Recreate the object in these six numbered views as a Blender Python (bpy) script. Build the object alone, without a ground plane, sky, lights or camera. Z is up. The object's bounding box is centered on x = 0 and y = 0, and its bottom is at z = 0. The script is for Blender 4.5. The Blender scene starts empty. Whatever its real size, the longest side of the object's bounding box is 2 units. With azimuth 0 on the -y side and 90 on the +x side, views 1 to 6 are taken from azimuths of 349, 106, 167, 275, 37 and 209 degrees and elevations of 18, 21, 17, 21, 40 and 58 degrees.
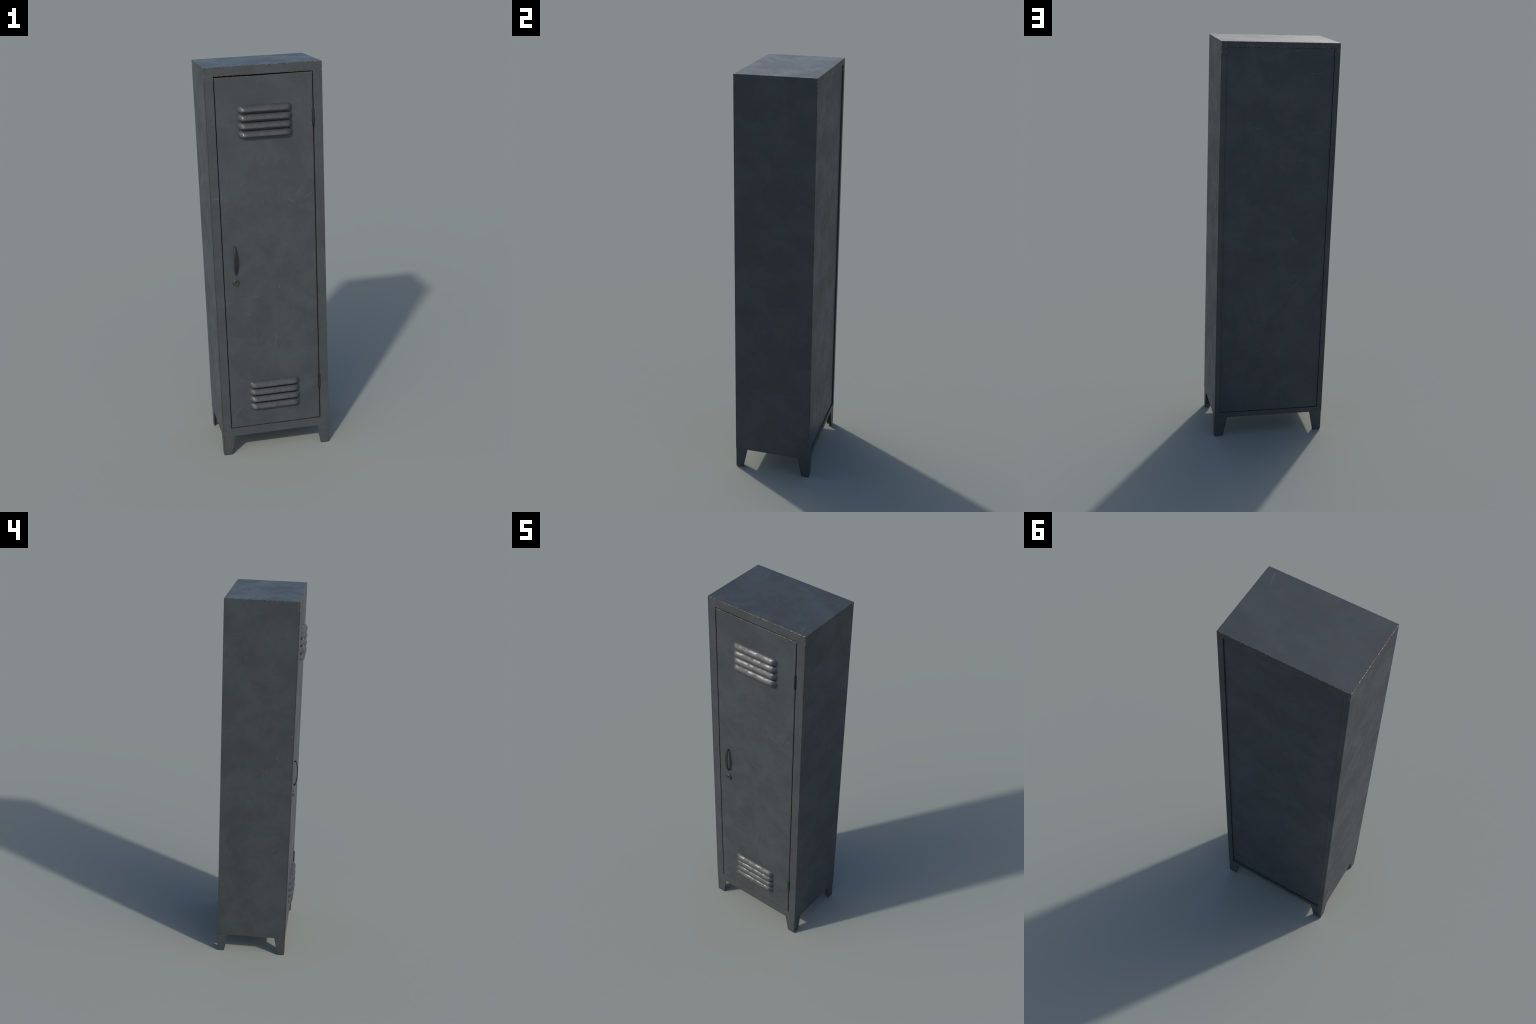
"""Tall narrow sheet-steel locker with one louvred door, on four splayed angle legs."""
import bpy, bmesh, math
from mathutils import Vector

# ---------------------------------------------------------------- dimensions (metres)
HALF_W = 0.2827           # half width of the cabinet
Y_FRONT, Y_BACK = -0.1793, 0.2021
Z_BODY, Z_TOP = 0.1030, 2.0
OPEN_X, OPEN_Z0, OPEN_Z1 = 0.2380, 0.1490, 1.9564      # door opening in the front
DOOR_X, DOOR_Z0, DOOR_Z1 = 0.2345, 0.1522, 1.9520      # door leaf
BACK_X, BACK_Z0, BACK_Z1, BACK_DEPTH = 0.257, 0.130, 1.974, 0.0058

# ---------------------------------------------------------------- node helpers
class Nodes:
    def __init__(self, name):
        self.mat = bpy.data.materials.new(name)
        self.mat.use_nodes = True
        self.nt = self.mat.node_tree
        self.nt.nodes.clear()
        self.out = self.nt.nodes.new("ShaderNodeOutputMaterial")
        self.bsdf = self.nt.nodes.new("ShaderNodeBsdfPrincipled")
        self.nt.links.new(self.bsdf.outputs[0], self.out.inputs[0])
        self.tc = self.nt.nodes.new("ShaderNodeTexCoord")

    def put(self, socket, v):
        if isinstance(v, bpy.types.NodeSocket):
            self.nt.links.new(v, socket)
        elif v is not None:
            socket.default_value = v

    def math(self, op, a, b=None, c=None, clamp=False):
        n = self.nt.nodes.new("ShaderNodeMath"); n.operation = op; n.use_clamp = clamp
        self.put(n.inputs[0], a); self.put(n.inputs[1], b); self.put(n.inputs[2], c)
        return n.outputs[0]

    def vmath(self, op, a, b=None, out=0):
        n = self.nt.nodes.new("ShaderNodeVectorMath"); n.operation = op
        self.put(n.inputs[0], a); self.put(n.inputs[1], b)
        return n.outputs[out]

    def combine(self, x, y, z):
        n = self.nt.nodes.new("ShaderNodeCombineXYZ")
        for i, v in enumerate((x, y, z)): self.put(n.inputs[i], v)
        return n.outputs[0]

    def separate(self, v):
        n = self.nt.nodes.new("ShaderNodeSeparateXYZ"); self.put(n.inputs[0], v)
        return n.outputs

    def noise(self, vec, scale, detail=4.0, rough=0.55, distort=0.0):
        n = self.nt.nodes.new("ShaderNodeTexNoise")
        self.put(n.inputs["Vector"], vec)
        n.inputs["Scale"].default_value = scale
        n.inputs["Detail"].default_value = detail
        n.inputs["Roughness"].default_value = rough
        n.inputs["Distortion"].default_value = distort
        return n.outputs[0]

    def mapping(self, vec, scale=(1, 1, 1), loc=(0, 0, 0)):
        n = self.nt.nodes.new("ShaderNodeMapping")
        self.put(n.inputs[0], vec)
        n.inputs["Scale"].default_value = scale
        n.inputs["Location"].default_value = loc
        return n.outputs[0]

    def ramp(self, fac, lo, hi, a=0.0, b=1.0):
        """smooth remap of fac from [lo, hi] to [a, b]"""
        n = self.nt.nodes.new("ShaderNodeMapRange"); n.interpolation_type = 'SMOOTHSTEP'
        self.put(n.inputs[0], fac)
        for i, v in enumerate((lo, hi, a, b)): self.put(n.inputs[i + 1], v)
        return n.outputs[0]

    def mix(self, fac, a, b):
        n = self.nt.nodes.new("ShaderNodeMix"); n.data_type = 'RGBA'
        self.put(n.inputs[0], fac)
        for s, v in ((n.inputs[6], a), (n.inputs[7], b)):
            self.put(s, (*v, 1.0) if isinstance(v, tuple) else v)
        return n.outputs[2]

    def bump(self, height, strength, dist):
        n = self.nt.nodes.new("ShaderNodeBump")
        n.inputs["Strength"].default_value = strength
        n.inputs["Distance"].default_value = dist
        self.put(n.inputs["Height"], height)
        return n.outputs[0]

    def edge(self, radius):
        """0 on open faces, rising towards the edges of the sheet metal"""
        b = self.nt.nodes.new("ShaderNodeBevel"); b.samples = 6
        b.inputs[0].default_value = radius
        g = self.nt.nodes.new("ShaderNodeNewGeometry")
        d = self.vmath('DOT_PRODUCT', b.outputs[0], g.outputs["Normal"], out=1)
        return self.math('SUBTRACT', 1.0, d)

    def face_uv(self, p):
        """flat coordinates on whichever pair of axes the face lies in"""
        g = self.nt.nodes.new("ShaderNodeNewGeometry")
        nx, ny, nz = self.separate(self.vmath('ABSOLUTE', g.outputs["Normal"]))
        x, y, z = self.separate(p)
        sx = self.math('GREATER_THAN', nx, 0.7)
        sz = self.math('GREATER_THAN', nz, 0.7)
        gx, gy, gz = self.separate(g.outputs["Normal"])
        side = self.math('MULTIPLY', self.math('GREATER_THAN', self.math('ADD', gx, gy), 0.0), 7.31)
        u = self.math('ADD', self.math('MULTIPLY', x, self.math('SUBTRACT', 1.0, sx)), self.math('MULTIPLY', y, sx))
        v = self.math('ADD', self.math('MULTIPLY', z, self.math('SUBTRACT', 1.0, sz)), self.math('MULTIPLY', y, sz))
        u = self.math('ADD', u, self.math('ADD', side, self.math('MULTIPLY', sx, 3.7)))
        return self.combine(u, v, 0.0)

    def scratches(self, uv, cells, half_len, width, keep, offset):
        """one short, slightly bent hairline in some of the cells of a Voronoi pattern"""
        p = self.mapping(uv, (cells, cells, 1), offset)
        n = self.nt.nodes.new("ShaderNodeTexVoronoi"); n.voronoi_dimensions = '2D'
        n.inputs["Scale"].default_value = 1.0
        self.put(n.inputs["Vector"], p)
        d = self.vmath('SUBTRACT', p, n.outputs["Position"])
        dx, dy, _ = self.separate(d)
        r1, r2, r3 = self.separate(n.outputs["Color"])
        a = self.math('MULTIPLY', r1, math.pi)
        ca, sa = self.math('COSINE', a), self.math('SINE', a)
        u = self.math('ADD', self.math('MULTIPLY', dx, ca), self.math('MULTIPLY', dy, sa))
        v = self.math('SUBTRACT', self.math('MULTIPLY', dy, ca), self.math('MULTIPLY', dx, sa))
        bend = self.math('MULTIPLY', self.math('SUBTRACT', r3, 0.5), 0.7)
        v = self.math('ADD', v, self.math('MULTIPLY', self.math('MULTIPLY', u, u), bend))
        w = width * cells
        line = self.ramp(self.math('ABSOLUTE', v), w, 0.0)
        ln = self.math('MULTIPLY', self.math('ADD', self.math('MULTIPLY', r3, 0.7), 0.3), half_len * cells)
        run = self.ramp(self.math('DIVIDE', self.math('ABSOLUTE', u), ln), 1.0, 0.35)
        on = self.ramp(r2, 1.0 - keep, 1.0, 0.0, 1.0)
        return self.math('MULTIPLY', self.math('MULTIPLY', line, run), on)


PAINT = (0.0430, 0.0510, 0.0550)
PAINT_PALE = (0.058, 0.066, 0.071)
PAINT_DARK = (0.032, 0.037, 0.039)
RUST = (0.036, 0.026, 0.019)
STEEL = (0.20, 0.18, 0.16)


def box_edge_distance(m, p, half, centre):
    """distance, along the face, to the nearest edge of an axis-aligned box"""
    d = m.vmath('SUBTRACT', half, m.vmath('ABSOLUTE', m.vmath('SUBTRACT', p, centre)))
    x, y, z = m.separate(d)
    lo = m.math('MINIMUM', x, m.math('MINIMUM', y, z))
    hi = m.math('MAXIMUM', x, m.math('MAXIMUM', y, z))
    return m.math('SUBTRACT', m.math('ADD', x, m.math('ADD', y, z)), m.math('ADD', lo, hi))


def cabinet_edges(m, p):
    zc = (Z_BODY + Z_TOP) / 2
    outer = box_edge_distance(m, p, (HALF_W, (Y_BACK - Y_FRONT) / 2, (Z_TOP - Z_BODY) / 2), (0, (Y_BACK + Y_FRONT) / 2, zc))
    x, y, z = m.separate(p)
    ax = m.math('ABSOLUTE', x)
    def rim(hx, z0, z1, near):
        az = m.math('ABSOLUTE', m.math('SUBTRACT', z, (z0 + z1) / 2))
        d = m.math('MAXIMUM', m.math('SUBTRACT', ax, hx), m.math('SUBTRACT', az, (z1 - z0) / 2))
        return m.math('ADD', m.math('ABSOLUTE', d), m.math('MULTIPLY', near, 1.0))
    front = rim(OPEN_X, OPEN_Z0, OPEN_Z1, m.math('GREATER_THAN', y, 0.0))
    back = rim(BACK_X, BACK_Z0, BACK_Z1, m.math('LESS_THAN', y, 0.0))
    # the corner beside the handle is the most knocked about
    knocked = m.math('MULTIPLY', m.ramp(x, -0.2740, -0.2800), m.ramp(y, -0.168, -0.174))
    return m.math('MINIMUM', outer, m.math('MINIMUM', front, back)), knocked


def door_edges(m, p):
    zc = (DOOR_Z0 + DOOR_Z1) / 2
    d = box_edge_distance(m, p, (DOOR_X, 0.009, (DOOR_Z1 - DOOR_Z0) / 2), (0, Y_FRONT + 0.009, zc))
    x, y, z = m.separate(p)
    knocked = m.math('MULTIPLY', m.ramp(x, 0.20, 0.23), 0.55)      # hinge side rubs on the frame
    return d, knocked


def leg_edges(m, p):
    x, y, z = m.separate(p)
    taper = m.math('MULTIPLY', z, 0.0202 / 0.104)
    ex = m.math('ABSOLUTE', m.math('SUBTRACT', m.math('SUBTRACT', x, taper), 0.0430))
    ey = m.math('ABSOLUTE', m.math('SUBTRACT', m.math('SUBTRACT', y, taper), 0.0375))
    corner = m.math('MAXIMUM', x, y)
    d = m.math('MINIMUM', m.math('MINIMUM', ex, ey), m.math('MINIMUM', z, corner))
    return d, 0.55


def plain_edges(m, p):
    return 1.0, 0.0


def painted_steel(name, edges, rough=0.46):
    m = Nodes(name)
    p = m.tc.outputs["Object"]
    cloud = m.noise(p, 6.5, 6.0, 0.64, 0.4)
    fine = m.noise(p, 38.0, 6.0, 0.68, 0.4)
    grain = m.noise(p, 320.0, 2.0, 0.5)
    col = m.mix(m.ramp(cloud, 0.36, 0.64), PAINT_DARK, PAINT_PALE)
    col = m.mix(0.46, col, PAINT)
    col = m.mix(m.ramp(fine, 0.46, 0.68, 0.0, 0.40), col, PAINT_DARK)
    tint = m.noise(p, 11.0, 3.0, 0.5, 0.4)
    col = m.mix(m.ramp(tint, 0.52, 0.72, 0.0, 0.35), col, (0.054, 0.050, 0.055))
    tint2 = m.noise(m.mapping(p, loc=(4.0, 1.0, 2.0)), 9.0, 3.0, 0.5, 0.4)
    col = m.mix(m.ramp(tint2, 0.54, 0.74, 0.0, 0.35), col, (0.050, 0.052, 0.047))
    col = m.mix(m.ramp(grain, 0.35, 0.65, 0.0, 0.10), col, PAINT_PALE)
    # hairline scratches
    uv = m.face_uv(p)
    wob = m.noise(p, 14.0, 2.0, 0.5)
    uvw = m.vmath('ADD', uv, m.combine(m.math('MULTIPLY', wob, 0.02), m.math('MULTIPLY', wob, -0.015), 0.0))
    s1 = m.scratches(uvw, 5.2, 0.050, 0.0026, 0.50, (0.3, 0.7, 0))
    s2 = m.scratches(uvw, 7.5, 0.020, 0.0030, 0.35, (5.1, 2.2, 0))
    s3 = m.scratches(uvw, 4.0, 0.065, 0.0018, 0.50, (9.4, 4.6, 0))
    scr = m.math('MAXIMUM', s1, m.math('MAXIMUM', s2, s3))
    scr = m.math('MULTIPLY', scr, m.ramp(fine, 0.36, 0.58, 0.10, 1.0))
    col = m.mix(m.math('MULTIPLY', scr, 0.50), col, (0.17, 0.18, 0.18))
    # chipped, rusted edges with bare metal showing here and there
    d, knocked = edges(m, p)
    x, y, z = m.separate(p)
    high = m.ramp(z, 1.92, 1.96, 0.0, 1.0)                     # bare metal shows mostly along the top edges
    ragged = m.noise(p, 36.0, 6.0, 0.68, 0.5)
    broad = m.noise(p, 7.0, 4.0, 0.65)
    amount = m.math('ADD', m.math('ADD', m.math('MULTIPLY', ragged, 0.8), m.math('MULTIPLY', broad, 1.0)), m.math('ADD', m.math('MULTIPLY', knocked, 0.42), m.math('MULTIPLY', high, 0.16)))
    reach = m.ramp(amount, 0.80, 1.30, 0.0006, 0.0080)
    near = m.ramp(m.math('DIVIDE', d, reach), 1.0, 0.35)
    col = m.mix(m.math('MULTIPLY', near, 0.80), col, RUST)
    flake = m.noise(m.mapping(p, loc=(2.0, 5.0, 1.0)), 85.0, 5.0, 0.7, 0.3)
    lim = m.ramp(high, 0.0, 1.0, 0.60, 0.475)
    bare = m.math('MULTIPLY', m.ramp(m.math('SUBTRACT', flake, lim), 0.0, 0.10), m.ramp(m.math('DIVIDE', d, reach), 0.75, 0.40))
    bare = m.math('MULTIPLY', bare, m.ramp(high, 0.0, 1.0, 0.5, 1.0))
    col = m.mix(bare, col, STEEL)
    m.put(m.bsdf.inputs["Base Color"], col)
    r = m.math('ADD', m.ramp(cloud, 0.32, 0.68, rough + 0.05, rough - 0.05), m.ramp(fine, 0.35, 0.65, -0.03, 0.03))
    r = m.math('SUBTRACT', r, m.math('MULTIPLY', bare, 0.12))
    m.put(m.bsdf.inputs["Roughness"], r)
    m.put(m.bsdf.inputs["Metallic"], m.math('MULTIPLY', bare, 0.9))
    m.put(m.bsdf.inputs["Normal"], m.bump(m.math('ADD', fine, m.math('MULTIPLY', grain, 0.3)), 0.10, 0.002))
    return m.mat


def worn_steel(name, base, patch, rust_amount, metallic, rough, bump=0.25, spread=0.06):
    """rubbed bare sheet with rust freckles: louvre hoods and fittings"""
    m = Nodes(name)
    info = m.nt.nodes.new("ShaderNodeObjectInfo")
    p = m.vmath('ADD', m.tc.outputs["Object"], m.combine(m.math('MULTIPLY', info.outputs["Random"], 3.0), 0.0, 0.0))
    a = m.noise(p, 32.0, 4.0, 0.6, 0.4)
    b = m.noise(p, 110.0, 4.0, 0.65)
    col = m.mix(m.ramp(a, 0.38, 0.66), base, patch)
    e = m.edge(0.004)
    spots = m.math('ADD', m.noise(p, 60.0, 5.0, 0.7, 0.5), m.math('MULTIPLY', e, 0.5))
    rust = m.ramp(spots, 0.575, 0.66, 0.0, rust_amount)
    col = m.mix(rust, col, (0.030, 0.021, 0.016))
    m.put(m.bsdf.inputs["Base Color"], col)
    m.put(m.bsdf.inputs["Roughness"], m.math('ADD', m.ramp(a, 0.38, 0.62, rough + spread, rough - spread), m.math('MULTIPLY', rust, 0.2)))
    m.put(m.bsdf.inputs["Metallic"], metallic)
    m.put(m.bsdf.inputs["Normal"], m.bump(m.math('ADD', a, m.math('MULTIPLY', b, 0.4)), bump, 0.004))
    return m.mat


MAT_CABINET = painted_steel("painted_cabinet_steel", cabinet_edges)
MAT_DOOR = painted_steel("painted_door_steel", door_edges)
MAT_LEG = painted_steel("painted_leg_steel", leg_edges)
MAT_BACK = painted_steel("painted_back_steel", plain_edges)
MAT_LOUVER = worn_steel("rubbed_louver_steel", (0.038, 0.043, 0.046), (0.058, 0.061, 0.062), 0.85, 0.14, 0.43, 0.10, 0.10)
MAT_FITTING = worn_steel("dark_worn_fitting_steel", (0.013, 0.0122, 0.011), (0.022, 0.020, 0.018), 0.4, 0.15, 0.42, 0.10)
MAT_SLOT = worn_steel("dark_slot_steel", (0.008, 0.008, 0.007), (0.012, 0.011, 0.010), 0.2, 0.0, 0.7, 0.05)
MAT_LOCK = worn_steel("dull_lock_steel", (0.048, 0.043, 0.038), (0.075, 0.068, 0.061), 0.3, 0.35, 0.38, 0.08)

# ---------------------------------------------------------------- object helpers
def link(name, me, parent, mat, origin=(0, 0, 0)):
    ob = bpy.data.objects.new(name, me)
    bpy.context.scene.collection.objects.link(ob)
    ob.parent = parent
    ob.location = origin
    if mat and not me.materials:
        me.materials.append(mat)
    return ob


def finish(bm, name, parent, mat, bevel=0.0, segments=2, origin=(0, 0, 0), smooth_deg=35):
    """bmesh (in coordinates relative to origin) -> object, bevelled, smooth by angle"""
    bmesh.ops.recalc_face_normals(bm, faces=bm.faces)
    me = bpy.data.meshes.new(name)
    bm.to_mesh(me); bm.free()
    ob = link(name, me, parent, mat, origin)
    me.polygons.foreach_set("use_smooth", [True] * len(me.polygons))
    if bevel:
        mod = ob.modifiers.new("bevel", 'BEVEL')
        mod.width = bevel; mod.segments = segments
        mod.limit_method = 'ANGLE'; mod.angle_limit = math.radians(30)
        mod.harden_normals = True
        apply_modifiers(ob)
    else:
        me.set_sharp_from_angle(angle=math.radians(smooth_deg))
    return ob


def apply_modifiers(ob):
    dg = bpy.context.evaluated_depsgraph_get()
    me = bpy.data.meshes.new_from_object(ob.evaluated_get(dg))
    me.name = ob.name
    ob.modifiers.clear()
    ob.data = me


def rect(bm, x, z0, z1, y):
    return [bm.verts.new(c) for c in ((-x, y, z0), (x, y, z0), (x, y, z1), (-x, y, z1))]


def bridge(bm, a, b):
    n = len(a)
    for i in range(n):
        bm.faces.new((a[i], a[(i + 1) % n], b[(i + 1) % n], b[i]))


def lathe(bm, profile, n, axis):
    """revolve (radius, height) pairs; axis 'z' or 'y' (height towards -y)"""
    rings = []
    for r, h in profile:
        ring = []
        for i in range(n):
            t = 2 * math.pi * i / n
            c, s = r * math.cos(t), r * math.sin(t)
            ring.append(bm.verts.new((c, s, h) if axis == 'z' else (c, -h, s)))
        rings.append(ring)
    for a, b in zip(rings, rings[1:]):
        bridge(bm, a, b)
    bm.faces.new(rings[0]); bm.faces.new(rings[-1])


# ---------------------------------------------------------------- the locker
locker = bpy.data.objects.new("locker", None)
bpy.context.scene.collection.objects.link(locker)
locker["label"] = "tall narrow worn dark grey steel locker with louvred door"
locker["category"] = "locker"

# cabinet: box with a pocket behind the door and a shallow recess in the back
bm = bmesh.new()
front_out = rect(bm, HALF_W, Z_BODY, Z_TOP, Y_FRONT)
front_in = rect(bm, OPEN_X, OPEN_Z0, OPEN_Z1, Y_FRONT)
pocket = rect(bm, OPEN_X, OPEN_Z0, OPEN_Z1, 0.165)
back_out = rect(bm, HALF_W, Z_BODY, Z_TOP, Y_BACK)
back_in = rect(bm, BACK_X, BACK_Z0, BACK_Z1, Y_BACK)
recess = rect(bm, BACK_X, BACK_Z0, BACK_Z1, Y_BACK - BACK_DEPTH - 0.003)
for a, b in ((pocket, front_in), (front_in, front_out), (front_out, back_out), (back_out, back_in), (back_in, recess)):
    bridge(bm, a, b)
bm.faces.new(pocket); bm.faces.new(recess)
cabinet = finish(bm, "cabinet_body", locker, MAT_CABINET, bevel=0.0012)

# sheet set into the back
bm = bmesh.new()
y0, y1 = Y_BACK - BACK_DEPTH - 0.002, Y_BACK - BACK_DEPTH
a = rect(bm, BACK_X - 0.0006, BACK_Z0 + 0.0006, BACK_Z1 - 0.0006, y0)
b = rect(bm, BACK_X - 0.0006, BACK_Z0 + 0.0006, BACK_Z1 - 0.0006, y1)
bridge(bm, a, b); bm.faces.new(a); bm.faces.new(b)
finish(bm, "back_panel", locker, MAT_BACK, bevel=0.0005, segments=1)

# door leaf, slotted through behind every louvre hood
PITCH, SLATS = 0.0396, 4
LOUVER_SETS = ((0.0, 1.787), (-0.0025, 0.3720))          # centre x, underside of the first hood
SLOT_X, SLOT_UP = 0.113, 0.0165
slots = sorted((z - i * PITCH + 0.0015, z - i * PITCH + SLOT_UP) for _, z in LOUVER_SETS for i in range(SLATS))
zs = [DOOR_Z0] + [z for pair in slots for z in pair] + [DOOR_Z1]
xs = [-DOOR_X, -0.19, -0.15, -SLOT_X, -0.07, -0.02, 0.03, SLOT_X, 0.17, DOOR_X]
def sag(x):                                              # the top edge has been knocked slightly crooked
    return 0.0022 * math.exp(-((x + 0.06) / 0.08) ** 2) + 0.0007 * math.sin(22 * x)
bm = bmesh.new()
grid = {(i, j, k): bm.verts.new((x, y, z - (sag(x) if j == len(zs) - 1 else 0.0))) for i, x in enumerate(xs) for j, z in enumerate(zs)
        for k, y in enumerate((Y_FRONT, Y_FRONT + 0.018))}
def solid(i, j):
    return 0 <= i < len(xs) - 1 and 0 <= j < len(zs) - 1 and not (j % 2 == 1 and xs[i] > -SLOT_X - 1e-6 and xs[i + 1] < SLOT_X + 1e-6)
for i in range(len(xs) - 1):
    for j in range(len(zs) - 1):
        if not solid(i, j):
            continue
        for k in (0, 1):
            bm.faces.new([grid[c, d, k] for c, d in ((i, j), (i + 1, j), (i + 1, j + 1), (i, j + 1))])
        for (ni, nj), p, q in (((i - 1, j), (i, j), (i, j + 1)), ((i + 1, j), (i + 1, j), (i + 1, j + 1)),
                               ((i, j - 1), (i, j), (i + 1, j)), ((i, j + 1), (i, j + 1), (i + 1, j + 1))):
            if not solid(ni, nj):
                bm.faces.new((grid[(*p, 0)], grid[(*q, 0)], grid[(*q, 1)], grid[(*p, 1)]))
door = finish(bm, "door", locker, MAT_DOOR, bevel=0.0013)

# ---------------------------------------------------------------- louvres
def louver_mesh(half_len, height, depth, end_len):
    """pressed hood: sloping top, rounded lip, flat underside, domed ends"""
    prof = [(-0.05, 1.01), (0.00, 1.00), (0.20, 0.935), (0.40, 0.83), (0.60, 0.675), (0.78, 0.48),
            (0.90, 0.30), (0.97, 0.155), (1.00, 0.03), (0.99, -0.02)]
    bm = bmesh.new()
    rings = []
    k = 1.2                                           # nearly flat chamfered ends
    ts = [i / 12 for i in range(13)]
    xs = [(-half_len + end_len * t * t, (1 - (1 - t * t) ** k) ** (1 / k)) for t in ts]
    xs += [(-half_len + end_len + (half_len - end_len) * 2 * i / 16, 1.0) for i in range(1, 16)]
    xs += [(-x, s) for x, s in xs[12::-1]]
    for x, s in xs:
        s = max(s, 0.02)
        u = min(1.0, (half_len - abs(x)) / (0.85 * end_len))
        sz = 0.40 + 0.60 * (1 - (1 - u) ** 1.8) ** (1 / 1.8)
        ring = [bm.verts.new((x, -p * depth * s, q * height * (sz if q > 0 else s))) for p, q in prof]
        rings.append(ring)
    for r0, r1 in zip(rings, rings[1:]):                   # open sheet: no underside, no back
        for i in range(len(prof) - 1):
            bm.faces.new((r0[i], r0[i + 1], r1[i + 1], r1[i]))
    bm.normal_update()
    mid = max(bm.faces, key=lambda f: -f.calc_center_median().y)
    if mid.normal.y > 0:
        bmesh.ops.reverse_faces(bm, faces=bm.faces)
    me = bpy.data.meshes.new("louver")
    bm.to_mesh(me); bm.free()
    ob = link("louver_sheet", me, None, None)
    mod = ob.modifiers.new("sheet", 'SOLIDIFY'); mod.thickness = 0.0016; mod.offset = -1.0
    apply_modifiers(ob)
    me = ob.data; me.name = "louver"
    bpy.data.objects.remove(ob, do_unlink=True)
    me.polygons.foreach_set("use_smooth", [True] * len(me.polygons))
    me.set_sharp_from_angle(angle=math.radians(50))
    return me


me_louver = louver_mesh(0.1325, 0.0285, 0.0227, 0.024)
for cx, z_first in LOUVER_SETS:
    for i in range(SLATS):
        link("louver", me_louver, door, MAT_LOUVER, (cx, Y_FRONT, z_first - i * PITCH))

# ---------------------------------------------------------------- handle: bowed strap on two studs
handle = bpy.data.objects.new("handle", None)
bpy.context.scene.collection.objects.link(handle)
handle.parent = locker
HX, HZ0, HZ1 = -0.1765, 0.988, 1.133
handle.location = (HX, Y_FRONT, (HZ0 + HZ1) / 2)

bm = bmesh.new()
half = (HZ1 - HZ0) / 2
rings = []
N = 28
for i in range(N + 1):
    t = -1 + 2 * i / N
    out = 0.0098 + 0.0126 * (1 - t * t)                # bow away from the door
    w = 0.0044 + 0.0040 * (1 - abs(t) ** 2.2)          # half width, narrower at the tips
    th = 0.0050
    ring = []
    for k in range(14):                                # rounded strap section
        ang = 2 * math.pi * k / 14
        c, s = math.cos(ang), math.sin(ang)
        px = w * math.copysign(abs(c) ** 0.7, c)
        py = th / 2 * math.copysign(abs(s) ** 0.7, s)
        ring.append(bm.verts.new((px, -(out - th / 2 + py), t * half)))
    rings.append(ring)
for r0, r1 in zip(rings, rings[1:]):
    bridge(bm, r0, r1)
bm.faces.new(rings[0]); bm.faces.new(rings[-1])
finish(bm, "handle_grip", handle, MAT_FITTING, smooth_deg=50)

bm = bmesh.new()
lathe(bm, [(0.0042, -0.001), (0.0042, 0.0010), (0.0031, 0.0020), (0.0031, 0.0090)], 16, 'y')
stud = finish(bm, "handle_stud", handle, MAT_FITTING, origin=(0, 0, 0.0650))
other = stud.copy(); other.name = "handle_stud"; other.location.z = -0.0650
bpy.context.scene.collection.objects.link(other)

# ---------------------------------------------------------------- lock: ring, plug and key slot
lock = bpy.data.objects.new("lock", None)
bpy.context.scene.collection.objects.link(lock)
lock.parent = locker
lock.location = (-0.1765, Y_FRONT, 0.9435)
bm = bmesh.new()
lathe(bm, [(0.0164, -0.001), (0.0164, 0.0036), (0.0156, 0.0060), (0.0140, 0.0070), (0.0126, 0.0064), (0.0118, 0.0036), (0.0118, -0.001)], 40, 'y')
finish(bm, "lock_ring", lock, MAT_LOCK, smooth_deg=50)
bm = bmesh.new()
lathe(bm, [(0.0114, 0.0), (0.0114, 0.0050), (0.0106, 0.0058), (0.004, 0.0062)], 40, 'y')
plug = finish(bm, "lock_plug", lock, MAT_LOCK, smooth_deg=30)
bm = bmesh.new()
bmesh.ops.create_cube(bm, size=1.0)
bmesh.ops.scale(bm, vec=(0.0036, 0.009, 0.0120), verts=bm.verts)
bmesh.ops.translate(bm, vec=(0, -0.0065, 0), verts=bm.verts)
cutter = finish(bm, "key_slot_cutter", lock, MAT_SLOT)
bpy.context.view_layer.update()
mod = plug.modifiers.new("slot", 'BOOLEAN'); mod.operation = 'DIFFERENCE'; mod.object = cutter
mod.solver = 'EXACT'; mod.material_mode = 'TRANSFER'
apply_modifiers(plug)
bpy.data.objects.remove(cutter, do_unlink=True)

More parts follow.
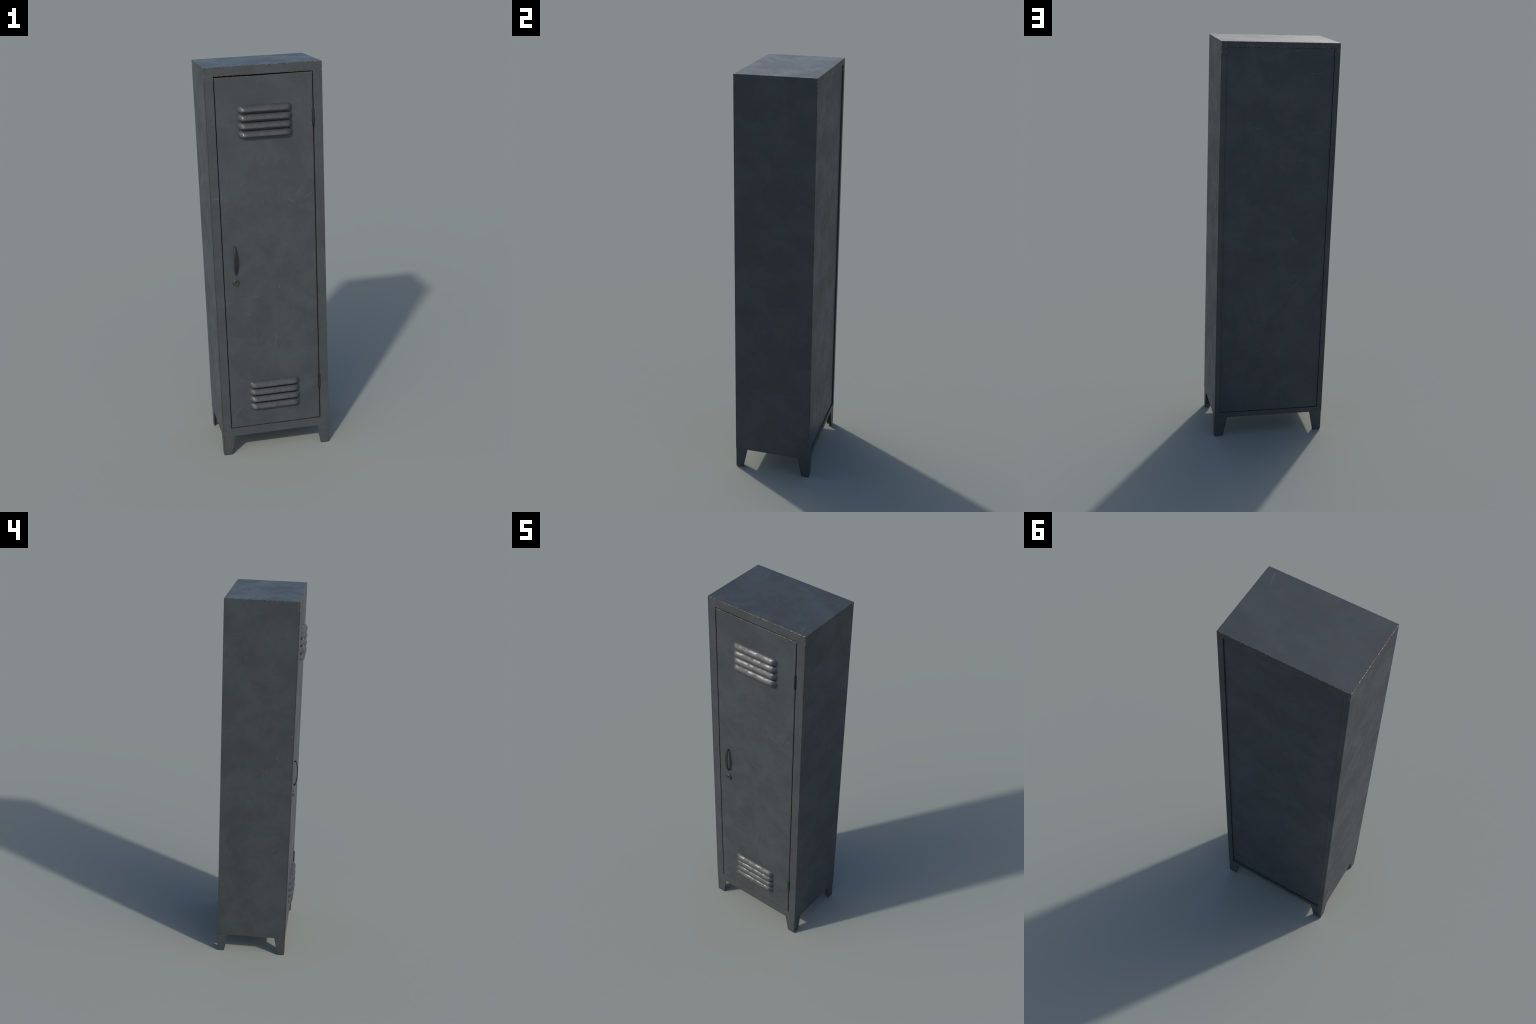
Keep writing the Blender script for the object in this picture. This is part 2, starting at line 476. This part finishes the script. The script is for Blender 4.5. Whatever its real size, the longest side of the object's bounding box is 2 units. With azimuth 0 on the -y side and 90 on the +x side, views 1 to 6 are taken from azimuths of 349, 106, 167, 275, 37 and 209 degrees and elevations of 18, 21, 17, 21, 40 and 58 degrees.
# ---------------------------------------------------------------- hinges: two knuckles round a pin
bm = bmesh.new()
L, R = 0.0790, 0.0067
split = 0.42 * L
lathe(bm, [(0.0030, -0.0012), (0.0046, 0.0), (R - 0.0004, 0.0), (R, 0.0006), (R, split - 0.0008), (R - 0.0012, split - 0.0004),
           (R - 0.0012, split + 0.0004), (R - 0.0004, split + 0.0008), (R - 0.0004, L - 0.0006), (R - 0.0010, L), (0.0042, L), (0.0030, L + 0.001)], 24, 'z')
hinge = finish(bm, "hinge", locker, MAT_FITTING, origin=(0.2347, Y_FRONT - 0.0006, 1.6985))
low = hinge.copy(); low.name = "hinge"; low.location.z = 0.3235
bpy.context.scene.collection.objects.link(low)

# ---------------------------------------------------------------- legs: tapering angle irons
def leg_mesh():
    """outer corner at the origin, arms along +x and +y, tapering towards the foot"""
    t = 0.004
    bm = bmesh.new()
    def section(ax, ay, z):
        return [bm.verts.new(c) for c in ((0, 0, z), (ax, 0, z), (ax, t, z), (t, t, z), (t, ay, z), (0, ay, z))]
    foot = section(0.0430, 0.0375, 0.0)
    head = section(0.0636, 0.0588, 0.103)
    root = section(0.0636, 0.0588, 0.112)
    bridge(bm, foot, head); bridge(bm, head, root)
    bm.faces.new(foot); bm.faces.new(root)
    # post nested in the angle, stopping short of the floor
    def block(ax, ay, z):
        return [bm.verts.new(c) for c in ((t - 0.001, t - 0.001, z), (ax, t - 0.001, z), (ax, ay, z), (t - 0.001, ay, z))]
    low, high = block(0.0330, 0.0270, 0.006), block(0.0340, 0.0280, 0.111)
    bridge(bm, low, high)
    bm.faces.new(low); bm.faces.new(high)
    return bm


INSET = 0.0014
first = None
for sx, sy, y in ((1, 1, Y_FRONT + INSET), (-1, 1, Y_FRONT + INSET), (1, -1, Y_BACK - INSET), (-1, -1, Y_BACK - INSET)):
    if first is None:
        first = leg = finish(leg_mesh(), "leg", locker, MAT_LEG, bevel=0.0010)
    else:
        leg = first.copy(); leg.name = "leg"
        bpy.context.scene.collection.objects.link(leg)
    leg.location = (-sx * (HALF_W - INSET), y, 0.0)
    leg.scale = (sx, sy, 1)
